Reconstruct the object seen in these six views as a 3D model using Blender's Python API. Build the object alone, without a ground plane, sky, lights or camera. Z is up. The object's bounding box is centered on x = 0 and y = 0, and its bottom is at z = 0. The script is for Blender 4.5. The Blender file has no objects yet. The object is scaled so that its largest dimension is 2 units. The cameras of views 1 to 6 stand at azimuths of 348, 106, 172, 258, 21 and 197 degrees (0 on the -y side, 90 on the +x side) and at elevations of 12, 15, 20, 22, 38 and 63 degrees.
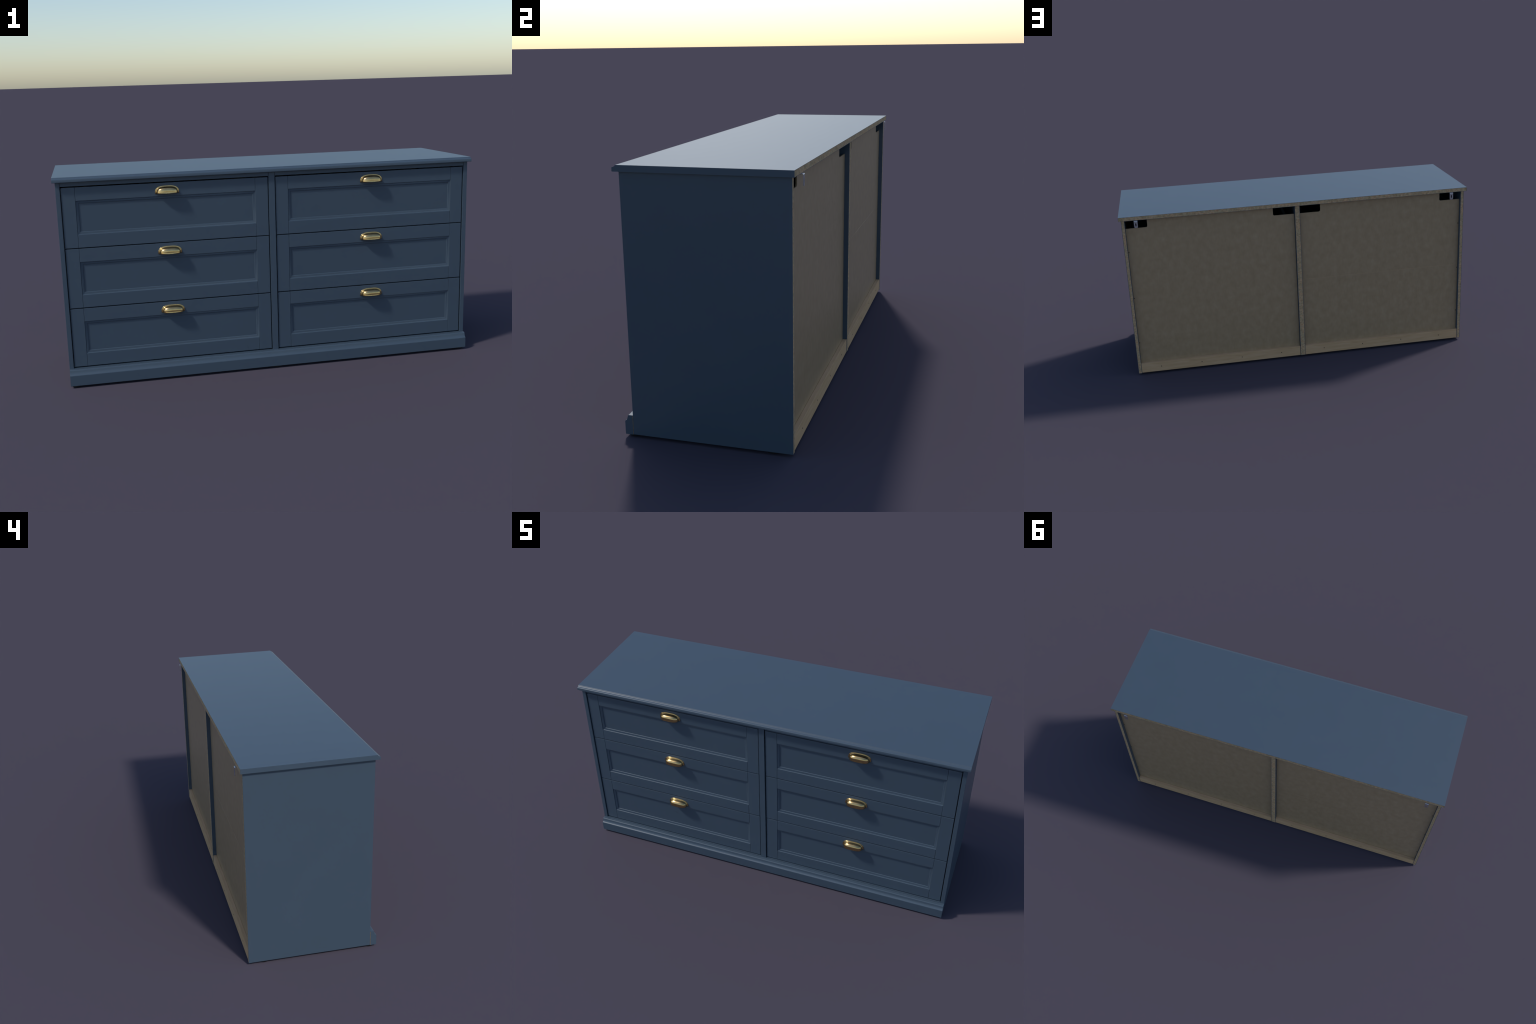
"""Wide painted chest of six drawers: moulded top and plinth, shaker fronts,
brass cup handles, raw fibreboard back."""
import bpy, bmesh, math
from mathutils import Vector, Matrix

# ------------------------------------------------------------------ sizes (m)
TOP_HALF = 1.000            # half width of the top
TOP_Z0, TOP_Z1 = 0.9544, 0.9767
TOP_BACK = 0.3105
SIDE_OUT, SIDE_IN = 0.9870, 0.9676
SIDE_FRONT, SIDE_BACK = -0.2870, 0.3000
SIDE_Z0 = 0.0095
DIV_HALF = 0.0150           # half thickness of the middle partition
RAIL_Z0 = 0.9343            # lower edge of the rail under the top
PLINTH_FRONT = -0.3180
PLINTH_Z0 = 0.0082
BACK_Y = 0.2800             # outer face of the fibreboard backs
DRAWER_FACE = -0.2825
DRAWER_CX = (-0.4912, 0.4907)   # centre of each column of drawers
DRAWER_W = 0.9446
STILE = 0.0605              # width of the upright frame pieces
OPENING = 0.1540            # height of the recessed field
# rows, bottom to top: lower edge, upper edge, middle of the field, foot of the handle
ROWS = ((0.0898, 0.3675, 0.2287, 0.3172),
        (0.3720, 0.6488, 0.5093, 0.5990),
        (0.6530, 0.9285, 0.7904, 0.8800))

# ------------------------------------------------------------------ materials
def new_mat(name):
    m = bpy.data.materials.new(name)
    m.use_nodes = True
    nt = m.node_tree
    b = nt.nodes["Principled BSDF"]
    return m, nt, b

def node(nt, kind, **inputs):
    n = nt.nodes.new(kind)
    for k, v in inputs.items():
        if k in n.inputs:
            n.inputs[k].default_value = v
        else:
            setattr(n, k, v)
    return n

def ramp(nt, stops):
    r = nt.nodes.new("ShaderNodeValToRGB")
    e = r.color_ramp.elements
    e[0].position, e[0].color = stops[0][0], (*stops[0][1], 1)
    e[1].position, e[1].color = stops[-1][0], (*stops[-1][1], 1)
    for p, c in stops[1:-1]:
        x = e.new(p)
        x.color = (*c, 1)
    return r

def coords(nt, scale):
    tc = nt.nodes.new("ShaderNodeTexCoord")
    mp = nt.nodes.new("ShaderNodeMapping")
    mp.inputs["Scale"].default_value = scale
    nt.links.new(tc.outputs["Object"], mp.inputs["Vector"])
    return mp

def bump(nt, b, src, strength, dist):
    bp = nt.nodes.new("ShaderNodeBump")
    bp.inputs["Strength"].default_value = strength
    bp.inputs["Distance"].default_value = dist
    nt.links.new(src, bp.inputs["Height"])
    nt.links.new(bp.outputs["Normal"], b.inputs["Normal"])

def make_paint():
    m, nt, b = new_mat("blue_paint")
    mp = coords(nt, (1, 1, 1))
    n = node(nt, "ShaderNodeTexNoise", Scale=6.0, Detail=2.0)
    nt.links.new(mp.outputs[0], n.inputs["Vector"])
    r = ramp(nt, [(0.3, PAINT_A), (0.7, PAINT_B)])
    nt.links.new(n.outputs["Fac"], r.inputs[0])
    nt.links.new(r.outputs[0], b.inputs["Base Color"])
    b.inputs["Roughness"].default_value = PAINT_ROUGH
    b.inputs["Specular IOR Level"].default_value = PAINT_SPEC
    return m

PAINT_A = (0.0532, 0.0806, 0.1130)
PAINT_B = (0.0546, 0.0828, 0.1160)
PAINT_ROUGH = 0.36
PAINT_SPEC = 0.5

def make_chipboard():
    m, nt, b = new_mat("raw_chipboard")
    mp = coords(nt, (1, 1, 1))
    n = node(nt, "ShaderNodeTexNoise", Scale=95.0, Detail=4.0, Roughness=0.65)
    n2 = node(nt, "ShaderNodeTexVoronoi", Scale=85.0)
    nt.links.new(mp.outputs[0], n.inputs["Vector"])
    nt.links.new(mp.outputs[0], n2.inputs["Vector"])
    r = ramp(nt, [(0.28, (0.30, 0.202, 0.112)), (0.5, (0.445, 0.318, 0.192)), (0.72, (0.56, 0.415, 0.270))])
    nt.links.new(n.outputs["Fac"], r.inputs[0])
    hs = nt.nodes.new("ShaderNodeSeparateColor")
    nt.links.new(n2.outputs["Color"], hs.inputs[0])
    r2 = ramp(nt, [(0.0, (0.84, 0.92, 0.86)), (0.5, (1, 1, 1)), (1.0, (1.18, 1.00, 0.90))])
    nt.links.new(hs.outputs[0], r2.inputs[0])
    mx = nt.nodes.new("ShaderNodeMix")
    mx.data_type = 'RGBA'
    mx.blend_type = 'MULTIPLY'
    mx.inputs["Factor"].default_value = 0.8
    nt.links.new(r.outputs[0], mx.inputs["A"])
    nt.links.new(r2.outputs[0], mx.inputs["B"])
    nt.links.new(mx.outputs["Result"], b.inputs["Base Color"])
    b.inputs["Roughness"].default_value = 0.85
    b.inputs["Specular IOR Level"].default_value = 0.25
    bump(nt, b, n.outputs["Fac"], 0.4, 0.001)
    return m

def make_fibreboard():
    m, nt, b = new_mat("brown_fibreboard")
    mp = coords(nt, (1.0, 1.0, 0.75))
    big = node(nt, "ShaderNodeTexNoise", Scale=30.0, Detail=4.0, Roughness=0.6)
    nt.links.new(mp.outputs[0], big.inputs["Vector"])
    mp2 = coords(nt, (1.0, 1.0, 0.14))
    fib = node(nt, "ShaderNodeTexNoise", Scale=240.0, Detail=3.0, Roughness=0.6)
    nt.links.new(mp2.outputs[0], fib.inputs["Vector"])
    r = ramp(nt, [(0.30, (0.335, 0.232, 0.128)), (0.52, (0.372, 0.260, 0.150)), (0.72, (0.402, 0.290, 0.174))])
    nt.links.new(big.outputs["Fac"], r.inputs[0])
    r2 = ramp(nt, [(0.3, (0.95, 0.95, 0.95)), (0.7, (1.05, 1.045, 1.04))])
    nt.links.new(fib.outputs["Fac"], r2.inputs[0])
    mx = nt.nodes.new("ShaderNodeMix")
    mx.data_type = 'RGBA'
    mx.blend_type = 'MULTIPLY'
    mx.inputs["Factor"].default_value = 1.0
    nt.links.new(r.outputs[0], mx.inputs["A"])
    nt.links.new(r2.outputs[0], mx.inputs["B"])
    nt.links.new(mx.outputs["Result"], b.inputs["Base Color"])
    b.inputs["Roughness"].default_value = 0.38
    b.inputs["Specular IOR Level"].default_value = 0.85
    bump(nt, b, fib.outputs["Fac"], 0.08, 0.001)
    return m

def make_pine():
    m, nt, b = new_mat("pale_pine")
    mp = coords(nt, (1.6, 14.0, 14.0))
    n = node(nt, "ShaderNodeTexNoise", Scale=5.0, Detail=5.0, Roughness=0.6, Distortion=0.4)
    nt.links.new(mp.outputs[0], n.inputs["Vector"])
    r = ramp(nt, [(0.3, (0.51, 0.325, 0.168)), (0.55, (0.57, 0.372, 0.210)), (0.75, (0.60, 0.405, 0.250))])
    nt.links.new(n.outputs["Fac"], r.inputs[0])
    nt.links.new(r.outputs[0], b.inputs["Base Color"])
    b.inputs["Roughness"].default_value = 0.7
    b.inputs["Specular IOR Level"].default_value = 0.3
    return m

def make_plain(name, col, rough, metal=0.0, spec=0.5, noise=0.06, scale=40.0):
    m, nt, b = new_mat(name)
    mp = coords(nt, (1, 1, 1))
    n = node(nt, "ShaderNodeTexNoise", Scale=scale, Detail=2.0)
    nt.links.new(mp.outputs[0], n.inputs["Vector"])
    lo = tuple(c * (1 - noise) for c in col)
    hi = tuple(c * (1 + noise) for c in col)
    r = ramp(nt, [(0.3, lo), (0.7, hi)])
    nt.links.new(n.outputs["Fac"], r.inputs[0])
    nt.links.new(r.outputs[0], b.inputs["Base Color"])
    b.inputs["Roughness"].default_value = rough
    b.inputs["Metallic"].default_value = metal
    b.inputs["Specular IOR Level"].default_value = spec
    return m

PAINT = make_paint()
CHIP = make_chipboard()
FIBRE = make_fibreboard()
PINE = make_pine()
BRASS = make_plain("polished_brass", (0.62, 0.435, 0.195), 0.23, 1.0, noise=0.04)
STEEL = make_plain("zinc_steel", (0.60, 0.60, 0.64), 0.35, 1.0, noise=0.05)
RUBBER = make_plain("black_plastic", (0.012, 0.012, 0.013), 0.6, spec=0.3)
NAIL = make_plain("dark_nail", (0.05, 0.045, 0.04), 0.5, 0.6)

# ------------------------------------------------------------------ mesh tools
def place(me, name, loc, parent, mats):
    for mt in mats:
        me.materials.append(mt)
    o = bpy.data.objects.new(name, me)
    o.location = loc
    bpy.context.scene.collection.objects.link(o)
    o.parent = parent
    return o

def finish(bm, name, smooth_angle=None):
    bmesh.ops.recalc_face_normals(bm, faces=bm.faces)
    me = bpy.data.meshes.new(name)
    bm.to_mesh(me)
    bm.free()
    if smooth_angle is not None:
        me.shade_smooth()
        me.set_sharp_from_angle(angle=math.radians(smooth_angle))
    return me

def crisp_flats(bm, angle, wide):
    """smooth only between narrow facets of a moulding; broad flats stay flat"""
    for e in bm.edges:
        if len(e.link_faces) != 2:
            e.smooth = False
            continue
        widths = []
        for f in e.link_faces:
            span = max(f.calc_area() / max(q.calc_length() for q in f.edges), 0)
            widths.append(span)
        e.smooth = max(widths) < wide and e.calc_face_angle(3.2) < math.radians(angle)
    for f in bm.faces:
        f.smooth = True

def raw_faces(bm, dirs, foil=0.0011, slot=1):
    """cut faces of a board show the core, framed by a hairline of foil"""
    for d in dirs:
        d = Vector(d)
        bm.normal_update()
        best = [f for f in bm.faces if f.normal.dot(d) > 0.99]
        if not best:
            continue
        f = max(best, key=lambda q: q.calc_area())
        bmesh.ops.inset_region(bm, faces=[f], thickness=foil, depth=0.0, use_even_offset=True)
        f.material_index = slot

def board_mesh(name, sx, sy, sz, bevel=0.0006, raw=(), slot=1, foil=0.0011):
    """a board of the given size, centred on its origin"""
    bm = bmesh.new()
    bmesh.ops.create_cube(bm, size=1.0)
    bmesh.ops.scale(bm, vec=(sx, sy, sz), verts=bm.verts)
    if bevel:
        bmesh.ops.bevel(bm, geom=list(bm.edges), offset=bevel, segments=2, profile=0.5, affect='EDGES')
    raw_faces(bm, raw, foil, slot)
    return finish(bm, name)

def board(name, x0, x1, y0, y1, z0, z1, parent=None, mats=None, **kw):
    me = board_mesh(name, x1 - x0, y1 - y0, z1 - z0, **kw)
    return place(me, name, ((x0 + x1) / 2, (y0 + y1) / 2, (z0 + z1) / 2), parent or ROOT, mats or [PAINT, CHIP])

def extrude_profile(pts, half):
    """closed (y, z) outline swept along x from -half to half"""
    bm = bmesh.new()
    rings = [[bm.verts.new((x, y, z)) for y, z in pts] for x in (-half, half)]
    n = len(pts)
    for i in range(n):
        j = (i + 1) % n
        bm.faces.new((rings[0][i], rings[0][j], rings[1][j], rings[1][i]))
    bm.faces.new(rings[0][::-1])
    bm.faces.new(rings[1])
    bmesh.ops.recalc_face_normals(bm, faces=bm.faces)
    return bm

def arc(cy, cz, r, a0, a1, n=5):
    return [(cy + r * math.cos(math.radians(a0 + (a1 - a0) * i / n)),
             cz + r * math.sin(math.radians(a0 + (a1 - a0) * i / n))) for i in range(n + 1)]

# ------------------------------------------------------------------ the thing
ROOT = bpy.data.objects.new("chest_of_drawers", None)
ROOT["label"] = "wide dark blue painted dresser with six drawers and brass cup handles"
ROOT["category"] = "dresser"
bpy.context.scene.collection.objects.link(ROOT)

# --- top with a moulded front edge -------------------------------------------
ZC = (TOP_Z0 + TOP_Z1) / 2
def T(y, z):
    return (y, z - ZC)
nose = -0.3053
prof = [T(TOP_BACK, TOP_Z0), T(TOP_BACK, TOP_Z1)]
# small shoulder, hollow, then the rounded nose
prof += [T(-0.2905, TOP_Z1), T(-0.2918, TOP_Z1 - 0.0005), T(-0.2926, TOP_Z1 - 0.0016)]
prof += [T(-0.2936, TOP_Z1 - 0.0030), T(-0.2954, TOP_Z1 - 0.0046), T(-0.2976, TOP_Z1 - 0.0058), T(-0.3000, TOP_Z1 - 0.0066)]
prof += [T(-0.3020, TOP_Z1 - 0.0071), T(-0.3036, TOP_Z1 - 0.0079), T(-0.3048, TOP_Z1 - 0.0092), T(nose, TOP_Z1 - 0.0108)]
prof += [T(nose, TOP_Z0 + 0.0014), T(nose + 0.0014, TOP_Z0)]
bm = extrude_profile(prof, TOP_HALF)
raw_faces(bm, [(0, 1, 0)])
crisp_flats(bm, 43, 0.013)
place(finish(bm, "top"), "top", (0, 0, ZC), ROOT, [PAINT, CHIP])

# --- carcass -----------------------------------------------------------------
side_h0, side_h1 = SIDE_Z0, TOP_Z0 - 0.0004
for s in (-1, 1):
    x0, x1 = sorted((s * SIDE_IN, s * SIDE_OUT))
    board("side_panel", x0, x1, SIDE_FRONT, SIDE_BACK, side_h0, side_h1, bevel=0.0008,
          raw=[(0, 1, 0), (0, 0, -1)])
board("partition", -DIV_HALF, DIV_HALF - 0.0009, SIDE_FRONT + 0.0003, SIDE_BACK + 0.0002, 0.0112, side_h1, bevel=0.0008,
      raw=[(0, 1, 0), (0, 0, -1)])
for s in (-1, 1):
    a, b = sorted((s * (DIV_HALF + 0.0006), s * (SIDE_IN - 0.0006)))
    board("front_rail", a, b, -0.2848, -0.2150, RAIL_Z0, TOP_Z0 - 0.0008,
          raw=[(1, 0, 0), (-1, 0, 0)], bevel=0.0005)
    for p, q in ((DIV_HALF + 0.0004, 0.0450), (0.9380, SIDE_IN - 0.0004)):
        a2, b2 = sorted((s * p, s * q))
        board("gap_light_baffle", a2, b2, -0.2620, -0.2575, 0.0850, RAIL_Z0 - 0.0135, bevel=0)  # strip modelled only to block light leaking through the side gap, keeping it black
    board("bottom_panel", a, b, -0.2862, 0.2640, 0.0600, 0.0846, raw=[(0, 1, 0)], bevel=0.0004)

# --- plinth: face board, ogee cap, raw core line where it meets the carcass ----
zc = 0.045
def P(y, z):
    return (y, z - zc)
pf = PLINTH_FRONT
pp = [P(-0.2892, PLINTH_Z0), P(-0.2892, 0.0812), P(-0.2874, 0.0812), P(-0.2874, 0.0828)]
# rounded shoulder, steep cove running out to a ledge, rounded nose
pp += [P(-0.3026, 0.0828), P(-0.3042, 0.0824), P(-0.3054, 0.0814), P(-0.3062, 0.0800)]
pp += [P(-0.3068, 0.0778), P(-0.3074, 0.0748), P(-0.3082, 0.0714), P(-0.3094, 0.0678), P(-0.3110, 0.0648), P(-0.3132, 0.0625)]
pp += [P(-0.3154, 0.0612), P(-0.3168, 0.0604), P(-0.3177, 0.0592), P(pf, 0.0576)]
pp += [P(pf, PLINTH_Z0 + 0.0012), P(pf + 0.0010, PLINTH_Z0)]
bm = extrude_profile(pp, SIDE_OUT - 0.0004)
g = extrude_profile([P(-0.2891, PLINTH_Z0 + 0.0004), P(-0.2891, 0.0810), P(-0.2881, 0.0810), P(-0.2881, PLINTH_Z0 + 0.0004)], SIDE_OUT - 0.0012)
for f in g.faces:
    f.material_index = 1
tmp = bpy.data.meshes.new("core_line")
g.to_mesh(tmp)
g.free()
bm.from_mesh(tmp)
bpy.data.meshes.remove(tmp)
crisp_flats(bm, 45, 0.008)
place(finish(bm, "plinth"), "plinth", (0, 0, zc), ROOT, [PAINT, CHIP])

# --- back: notched fibreboard sheets, pine cross rails, nails -----------------
def notched_sheet(name, w, z0, z1, notch_w, notch_z, r, th):
    """sheet with both top corners cut away, the inner corner of each cut rounded"""
    h = w / 2
    def corner(sx):
        c = []
        for i in range(7):
            a = math.radians(90 * i / 6)
            c.append((sx * (h - notch_w + r - r * math.cos(a)), notch_z + r - r * math.sin(a)))
        return c                      # from the upright of the cut to its floor
    right = corner(1)
    left = corner(-1)
    out = [(-h, z0), (h, z0), (h, notch_z)] + right[::-1] + [(h - notch_w, z1), (-(h - notch_w), z1)] + left + [(-h, notch_z)]
    bm = bmesh.new()
    vs = [bm.verts.new((x, 0, z)) for x, z in out]
    f = bm.faces.new(vs)
    ext = bmesh.ops.extrude_face_region(bm, geom=[f])
    bmesh.ops.translate(bm, vec=(0, -th, 0), verts=[v for v in ext["geom"] if isinstance(v, bmesh.types.BMVert)])
    return finish(bm, name)

NOTCH_Z = 0.9010
bw = SIDE_IN - DIV_HALF - 0.0010
bcx = (SIDE_IN + DIV_HALF) / 2
seam = 0.4945
for s in (-1, 1):
    if s > 0:
        me = notched_sheet("back_panel", bw, 0.0500, TOP_Z0 - 0.0006, 0.1215, NOTCH_Z, 0.009, 0.005)
        place(me, "back_panel", (s * bcx, BACK_Y, 0), ROOT, [FIBRE])
    else:                               # this sheet is folded across the middle
        me = notched_sheet("back_panel", bw, seam + 0.0004, TOP_Z0 - 0.0006, 0.1215, NOTCH_Z, 0.009, 0.005)
        place(me, "back_panel", (s * bcx, BACK_Y, 0), ROOT, [FIBRE])
        board("back_panel", s * bcx - bw / 2, s * bcx + bw / 2, BACK_Y - 0.005, BACK_Y, 0.0500, seam - 0.0004,
              mats=[FIBRE], bevel=0.0004)
        board("back_panel_hinge", s * bcx - bw / 2 + 0.002, s * bcx + bw / 2 - 0.002, BACK_Y - 0.0045, BACK_Y - 0.0004,
              seam - 0.0010, seam + 0.0010, mats=[PINE], bevel=0)

nail_bm = bmesh.new()
bmesh.ops.create_cone(nail_bm, cap_ends=True, segments=16, radius1=0.0030, radius2=0.0026, depth=0.0010,
                      matrix=Matrix.Rotation(math.radians(-90), 4, 'X'))
nail_me = finish(nail_bm, "nail", 40)
nail_me.materials.append(NAIL)
CROSS_Y = 0.2985
for s in (-1, 1):                       # pins that hold the sheets along the outer sides
    for pz in (0.191, 0.473, 0.753):
        n = bpy.data.objects.new("nail", nail_me)
        n.parent = ROOT
        n.location = (s * (SIDE_IN - 0.0045), BACK_Y + 0.0004, pz + (0.0 if s < 0 else 0.008))
        bpy.context.scene.collection.objects.link(n)
for s in (-1, 1):
    a, b = sorted((s * (DIV_HALF + 0.0003), s * (SIDE_IN - 0.0003)))
    rail = board("back_rail", a, b, BACK_Y + 0.0004, CROSS_Y, 0.0125, 0.0715, mats=[PINE], bevel=0.0008)
    for nx in (0.131, 0.370, 0.611, 0.851):
        n = bpy.data.objects.new("nail", nail_me)
        n.parent = rail
        n.location = Vector((s * nx, CROSS_Y + 0.0002, 0.0425)) - rail.location
        bpy.context.scene.collection.objects.link(n)

# --- feet ---------------------------------------------------------------------
fb = bmesh.new()
bmesh.ops.create_cone(fb, cap_ends=True, segments=40, radius1=0.0255, radius2=0.0275, depth=0.0106)
bmesh.ops.bevel(fb, geom=[e for e in fb.edges if all(v.co.z < 0 for v in e.verts)], offset=0.0025, segments=3, affect='EDGES')
foot_me = finish(fb, "foot", 40)
foot_me.materials.append(RUBBER)
for x in (-0.9575, 0.0, 0.9575):
    for y in (-0.2885, 0.2240):
        f = bpy.data.objects.new("foot", foot_me)
        f.location = (x, y, 0.0053 - 0.001 * (y < 0))
        if y < 0:
            f.scale = (1, 1, 0.0086 / 0.0106)
            f.location.z = 0.0043
        f.parent = ROOT
        bpy.context.scene.collection.objects.link(f)

# --- wall brackets: bent strap with a slotted tongue ---------------------------
def bracket_mesh():
    w, t = 0.0100, 0.0016
    ztop, zbot, yo = 0.9535, 0.9135, 0.3182
    slot_w, slot_z0, slot_z1 = 0.0028, 0.9235, 0.9400
    bm = bmesh.new()
    # bent strip, as (y, z) centre line of the outer surface
    line = [(0.2400, ztop), (yo - 0.0030, ztop)] + [(yo - 0.003 + 0.003 * math.sin(math.radians(a)), ztop - 0.003 + 0.003 * math.cos(math.radians(a))) for a in (30, 60, 90)]
    a_prev = None
    for y, z in line:
        cur = [bm.verts.new((-w, y, z)), bm.verts.new((w, y, z))]
        if a_prev:
            bm.faces.new((a_prev[0], a_prev[1], cur[1], cur[0]))
        a_prev = cur
    # tongue: outline with rounded foot, slot left open
    def oval(hw, z0, z1, n):
        pts = []
        for i in range(n):
            a = 2 * math.pi * i / n + math.pi / 2
            c, s_ = math.cos(a), math.sin(a)
            p = 2 / 5.0
            pts.append((hw * math.copysign(abs(c) ** p, c), (z0 + z1) / 2 + (z1 - z0) / 2 * math.copysign(abs(s_) ** p, s_)))
        return pts
    zt = ztop - 0.003
    n = 40
    outer = []
    for x, z in oval(w, zbot, zt, n):
        if z > (zbot + zt) / 2:          # square shoulders at the bend
            k = max(abs(x) / w, (z - (zbot + zt) / 2) / ((zt - zbot) / 2))
            x, z = x / k, (zbot + zt) / 2 + (z - (zbot + zt) / 2) / k
        outer.append(bm.verts.new((x, yo, z)))
    inner = [bm.verts.new((x, yo, z)) for x, z in oval(slot_w, slot_z0, slot_z1, n)]
    for i in range(n):
        j = (i + 1) % n
        bm.faces.new((outer[i], outer[j], inner[j], inner[i]))
    bmesh.ops.remove_doubles(bm, verts=bm.verts, dist=0.00005)
    bmesh.ops.recalc_face_normals(bm, faces=bm.faces)
    if sum(f.normal.y for f in bm.faces) < 0:
        bmesh.ops.reverse_faces(bm, faces=bm.faces)
    bmesh.ops.translate(bm, vec=(0, -yo, -ztop), verts=bm.verts)
    me = bpy.data.meshes.new("wall_bracket")
    bm.to_mesh(me)
    bm.free()
    return me, yo, ztop, t

bme, yo, ztop, t = bracket_mesh()
bme.materials.append(STEEL)
for x in (-0.9050, 0.9058):
    o = bpy.data.objects.new("wall_bracket", bme)
    o.location = (x, yo, ztop)
    o.parent = ROOT
    bpy.context.scene.collection.objects.link(o)
    md = o.modifiers.new("thick", 'SOLIDIFY')
    md.thickness = t
    md.offset = -1

# ------------------------------------------------------------------ drawers
half_w = DRAWER_W / 2
# drawer-local frame: origin at the middle of the lower front edge
def drawer_box_mesh(h):
    bm = bmesh.new()
    def add(x0, x1, y0, y1, z0, z1):
        r = bmesh.ops.create_cube(bm, size=1.0)
        bmesh.ops.scale(bm, vec=(x1 - x0, y1 - y0, z1 - z0), verts=r["verts"])
        bmesh.ops.translate(bm, vec=((x0 + x1) / 2, (y0 + y1) / 2, (z0 + z1) / 2), verts=r["verts"])
    d = 0.50
    add(-0.445, -0.430, 0.0245, d, 0.020, 0.215)
    add(0.430, 0.445, 0.0245, d, 0.020, 0.215)
    add(-0.4295, 0.4295, d - 0.015, d, 0.020, 0.200)
    add(-0.4295, 0.4295, 0.0245, d - 0.0155, 0.028, 0.034)
    add(-half_w + 0.004, half_w - 0.004, 0.0184, 0.0240, 0.004, h - 0.004)   # sub-front
    me = finish(bm, "drawer")
    me.materials.append(PAINT)
    return me

def frame_piece(name, x0, x1, z0, z1):
    me = board_mesh(name, x1 - x0, 0.0180, z1 - z0, bevel=0.0009)
    me.materials.append(PAINT)
    return name, me, Vector(((x0 + x1) / 2, 0.0090, (z0 + z1) / 2))

GAP = 0.0004
OX = half_w - STILE
OH = OPENING / 2

# moulding: rectangle rings stepping in (u) and back (d) from the frame face
MOULD = [(0.0000, 0.0012), (0.0003, 0.0021), (0.0011, 0.0029), (0.0024, 0.0035), (0.0045, 0.0043),
         (0.0068, 0.0049), (0.0090, 0.0052), (0.0104, 0.0054), (0.0114, 0.0059), (0.0121, 0.0068), (0.0124, 0.0084), (0.0125, 0.0100)]
def moulding_mesh():
    bm = bmesh.new()
    prev = None
    rings = MOULD + [(MOULD[-1][0], 0.0150), (0.0, 0.0150)]
    first = None
    for u, d in rings:
        x, z = OX - u - 0.0001, OH - u - 0.0001
        cur = [bm.verts.new((sx * x, d, sz * z)) for sx, sz in ((-1, -1), (1, -1), (1, 1), (-1, 1))]
        if prev:
            for i in range(4):
                j = (i + 1) % 4
                bm.faces.new((prev[i], prev[j], cur[j], cur[i]))
        else:
            first = cur
        prev = cur
    for i in range(4):
        j = (i + 1) % 4
        bm.faces.new((prev[i], prev[j], first[j], first[i]))
    me = finish(bm, "moulding", 32)
    me.materials.append(PAINT)
    return me

mould_me = moulding_mesh()
PANEL_DEPTH = 0.0086
panel_me = board_mesh("panel", 2 * (OX - 0.0100), 0.0060, 2 * (OH - 0.0100), bevel=0)
panel_me.materials.append(PAINT)

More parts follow.
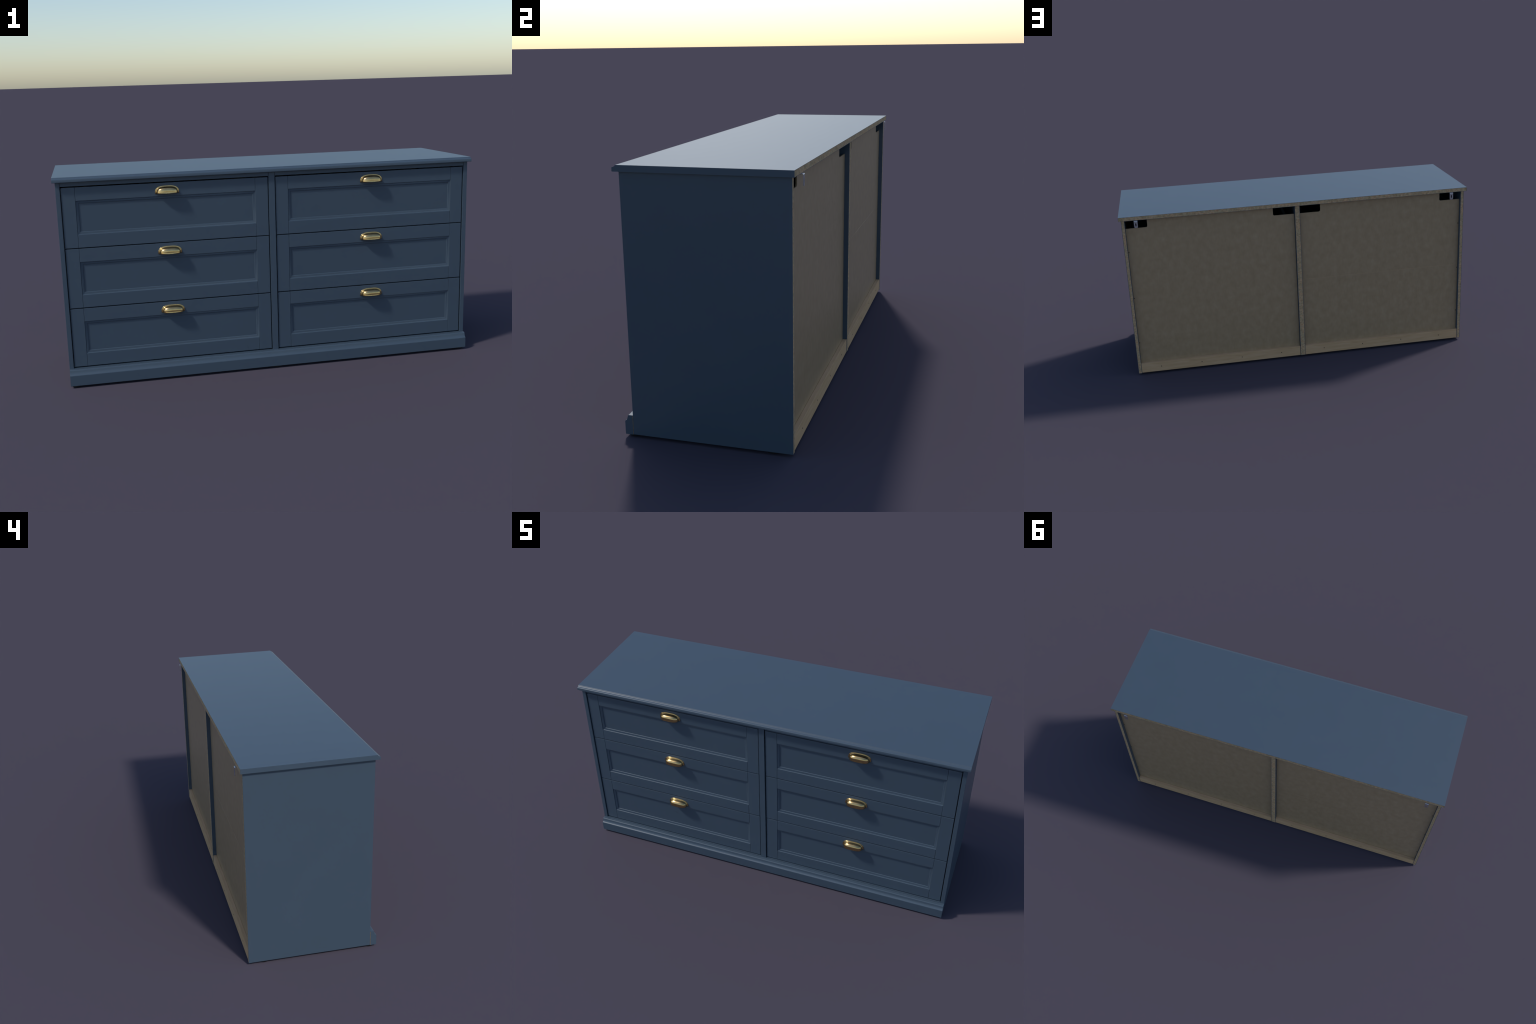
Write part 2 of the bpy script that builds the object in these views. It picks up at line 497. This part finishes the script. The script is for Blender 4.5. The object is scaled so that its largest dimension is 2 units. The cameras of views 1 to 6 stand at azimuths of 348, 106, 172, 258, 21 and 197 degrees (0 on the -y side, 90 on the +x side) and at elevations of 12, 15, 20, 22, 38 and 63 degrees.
# cup handle: raised shell on a narrow flange, open underneath
def handle_mesh():
    bm = bmesh.new()
    A, B = 0.0555, 0.0365              # flange half width and height
    a, b = 0.0490, 0.0312              # cup mouth on the flange
    NE = 3.0
    def outline(t, p, q):              # t 0..1 over the arch, left to right
        ang = math.pi * (1 - t)
        c, s_ = math.cos(ang), math.sin(ang)
        e = 2 / NE
        return (p * math.copysign(abs(c) ** e, c), q * abs(s_) ** e)
    # section from flange rim to crown: (share of the way from rim outline to axis, height off the face)
    D = 0.0285
    N = 56
    # flange rings as offsets: (half width, half height, y)
    rings = [(A, B, 0.0002), (A, B, -0.0012), (A - 0.0006, B - 0.0006, -0.0021), (A - 0.0018, B - 0.0018, -0.0026),
             (A - 0.0034, B - 0.0029, -0.0026), (A - 0.0050, B - 0.0042, -0.0029), (A - 0.0060, B - 0.0050, -0.0036)]
    y_base = 0.0040
    M = 26
    for i in range(1, M + 1):            # full, square-shouldered dome
        k = i / M
        rad = 1 - (k ** 1.6 if k < 1 else 1.0)
        th = math.acos(min(1.0, rad ** (1 / 0.58)))
        y = y_base + (D - y_base) * math.sin(th) ** 0.95
        rings.append((a * rad, b * rad, -y))
    verts = []
    for p, q, y in rings[:-1]:
        row = []
        for j in range(N + 1):
            x, z = outline(j / N, p, q)
            # the mouth rim of the cup turns out a little
            lip = 0.0010 * math.exp(-(z / 0.0035) ** 2) if y < -0.008 else 0.0
            row.append(bm.verts.new((x, y - lip, z + 0.0020 * max(0.0, -y / D - 0.15))))
        verts.append(row)
    for r0, r1 in zip(verts, verts[1:]):
        for j in range(N):
            bm.faces.new((r0[j], r0[j + 1], r1[j + 1], r1[j]))
    crown = bm.verts.new((0, rings[-1][2] - 0.0010, 0.0017))
    last = verts[-1]
    for j in range(N):
        bm.faces.new((last[j], last[j + 1], crown))
    bmesh.ops.remove_doubles(bm, verts=bm.verts, dist=0.000005)
    bmesh.ops.recalc_face_normals(bm, faces=bm.faces)
    if sum(f.normal.y * f.calc_area() for f in bm.faces) > 0:
        bmesh.ops.reverse_faces(bm, faces=bm.faces)
    me = bpy.data.meshes.new("handle")
    bm.to_mesh(me)
    bm.free()
    me.shade_smooth()
    me.materials.append(BRASS)
    return me

handle_me = handle_mesh()

def child(name, me, parent, loc):
    o = bpy.data.objects.new(name, me)
    o.parent = parent
    o.location = loc
    bpy.context.scene.collection.objects.link(o)
    return o

for z0, z1, zf, zh in ROWS:
    h, c = z1 - z0, zf - z0
    box_me = drawer_box_mesh(h)
    pieces = [frame_piece("stile", -half_w, -OX - GAP, 0, h),
              frame_piece("stile", OX + GAP, half_w, 0, h),
              frame_piece("rail", -OX + GAP, OX - GAP, 0, c - OH),
              frame_piece("rail", -OX + GAP, OX - GAP, c + OH, h)]
    for cx in DRAWER_CX:
        d = child("drawer", box_me, ROOT, (cx, DRAWER_FACE, z0))
        for name, me, loc in pieces:
            child(name, me, d, loc)
        child("moulding", mould_me, d, (0, 0, c))
        child("panel", panel_me, d, (0, PANEL_DEPTH + 0.003, c))
        g = child("handle", handle_me, d, (0, -0.0001, zh - z0))
        md = g.modifiers.new("thick", 'SOLIDIFY')
        md.thickness = 0.0014
        md.offset = -1
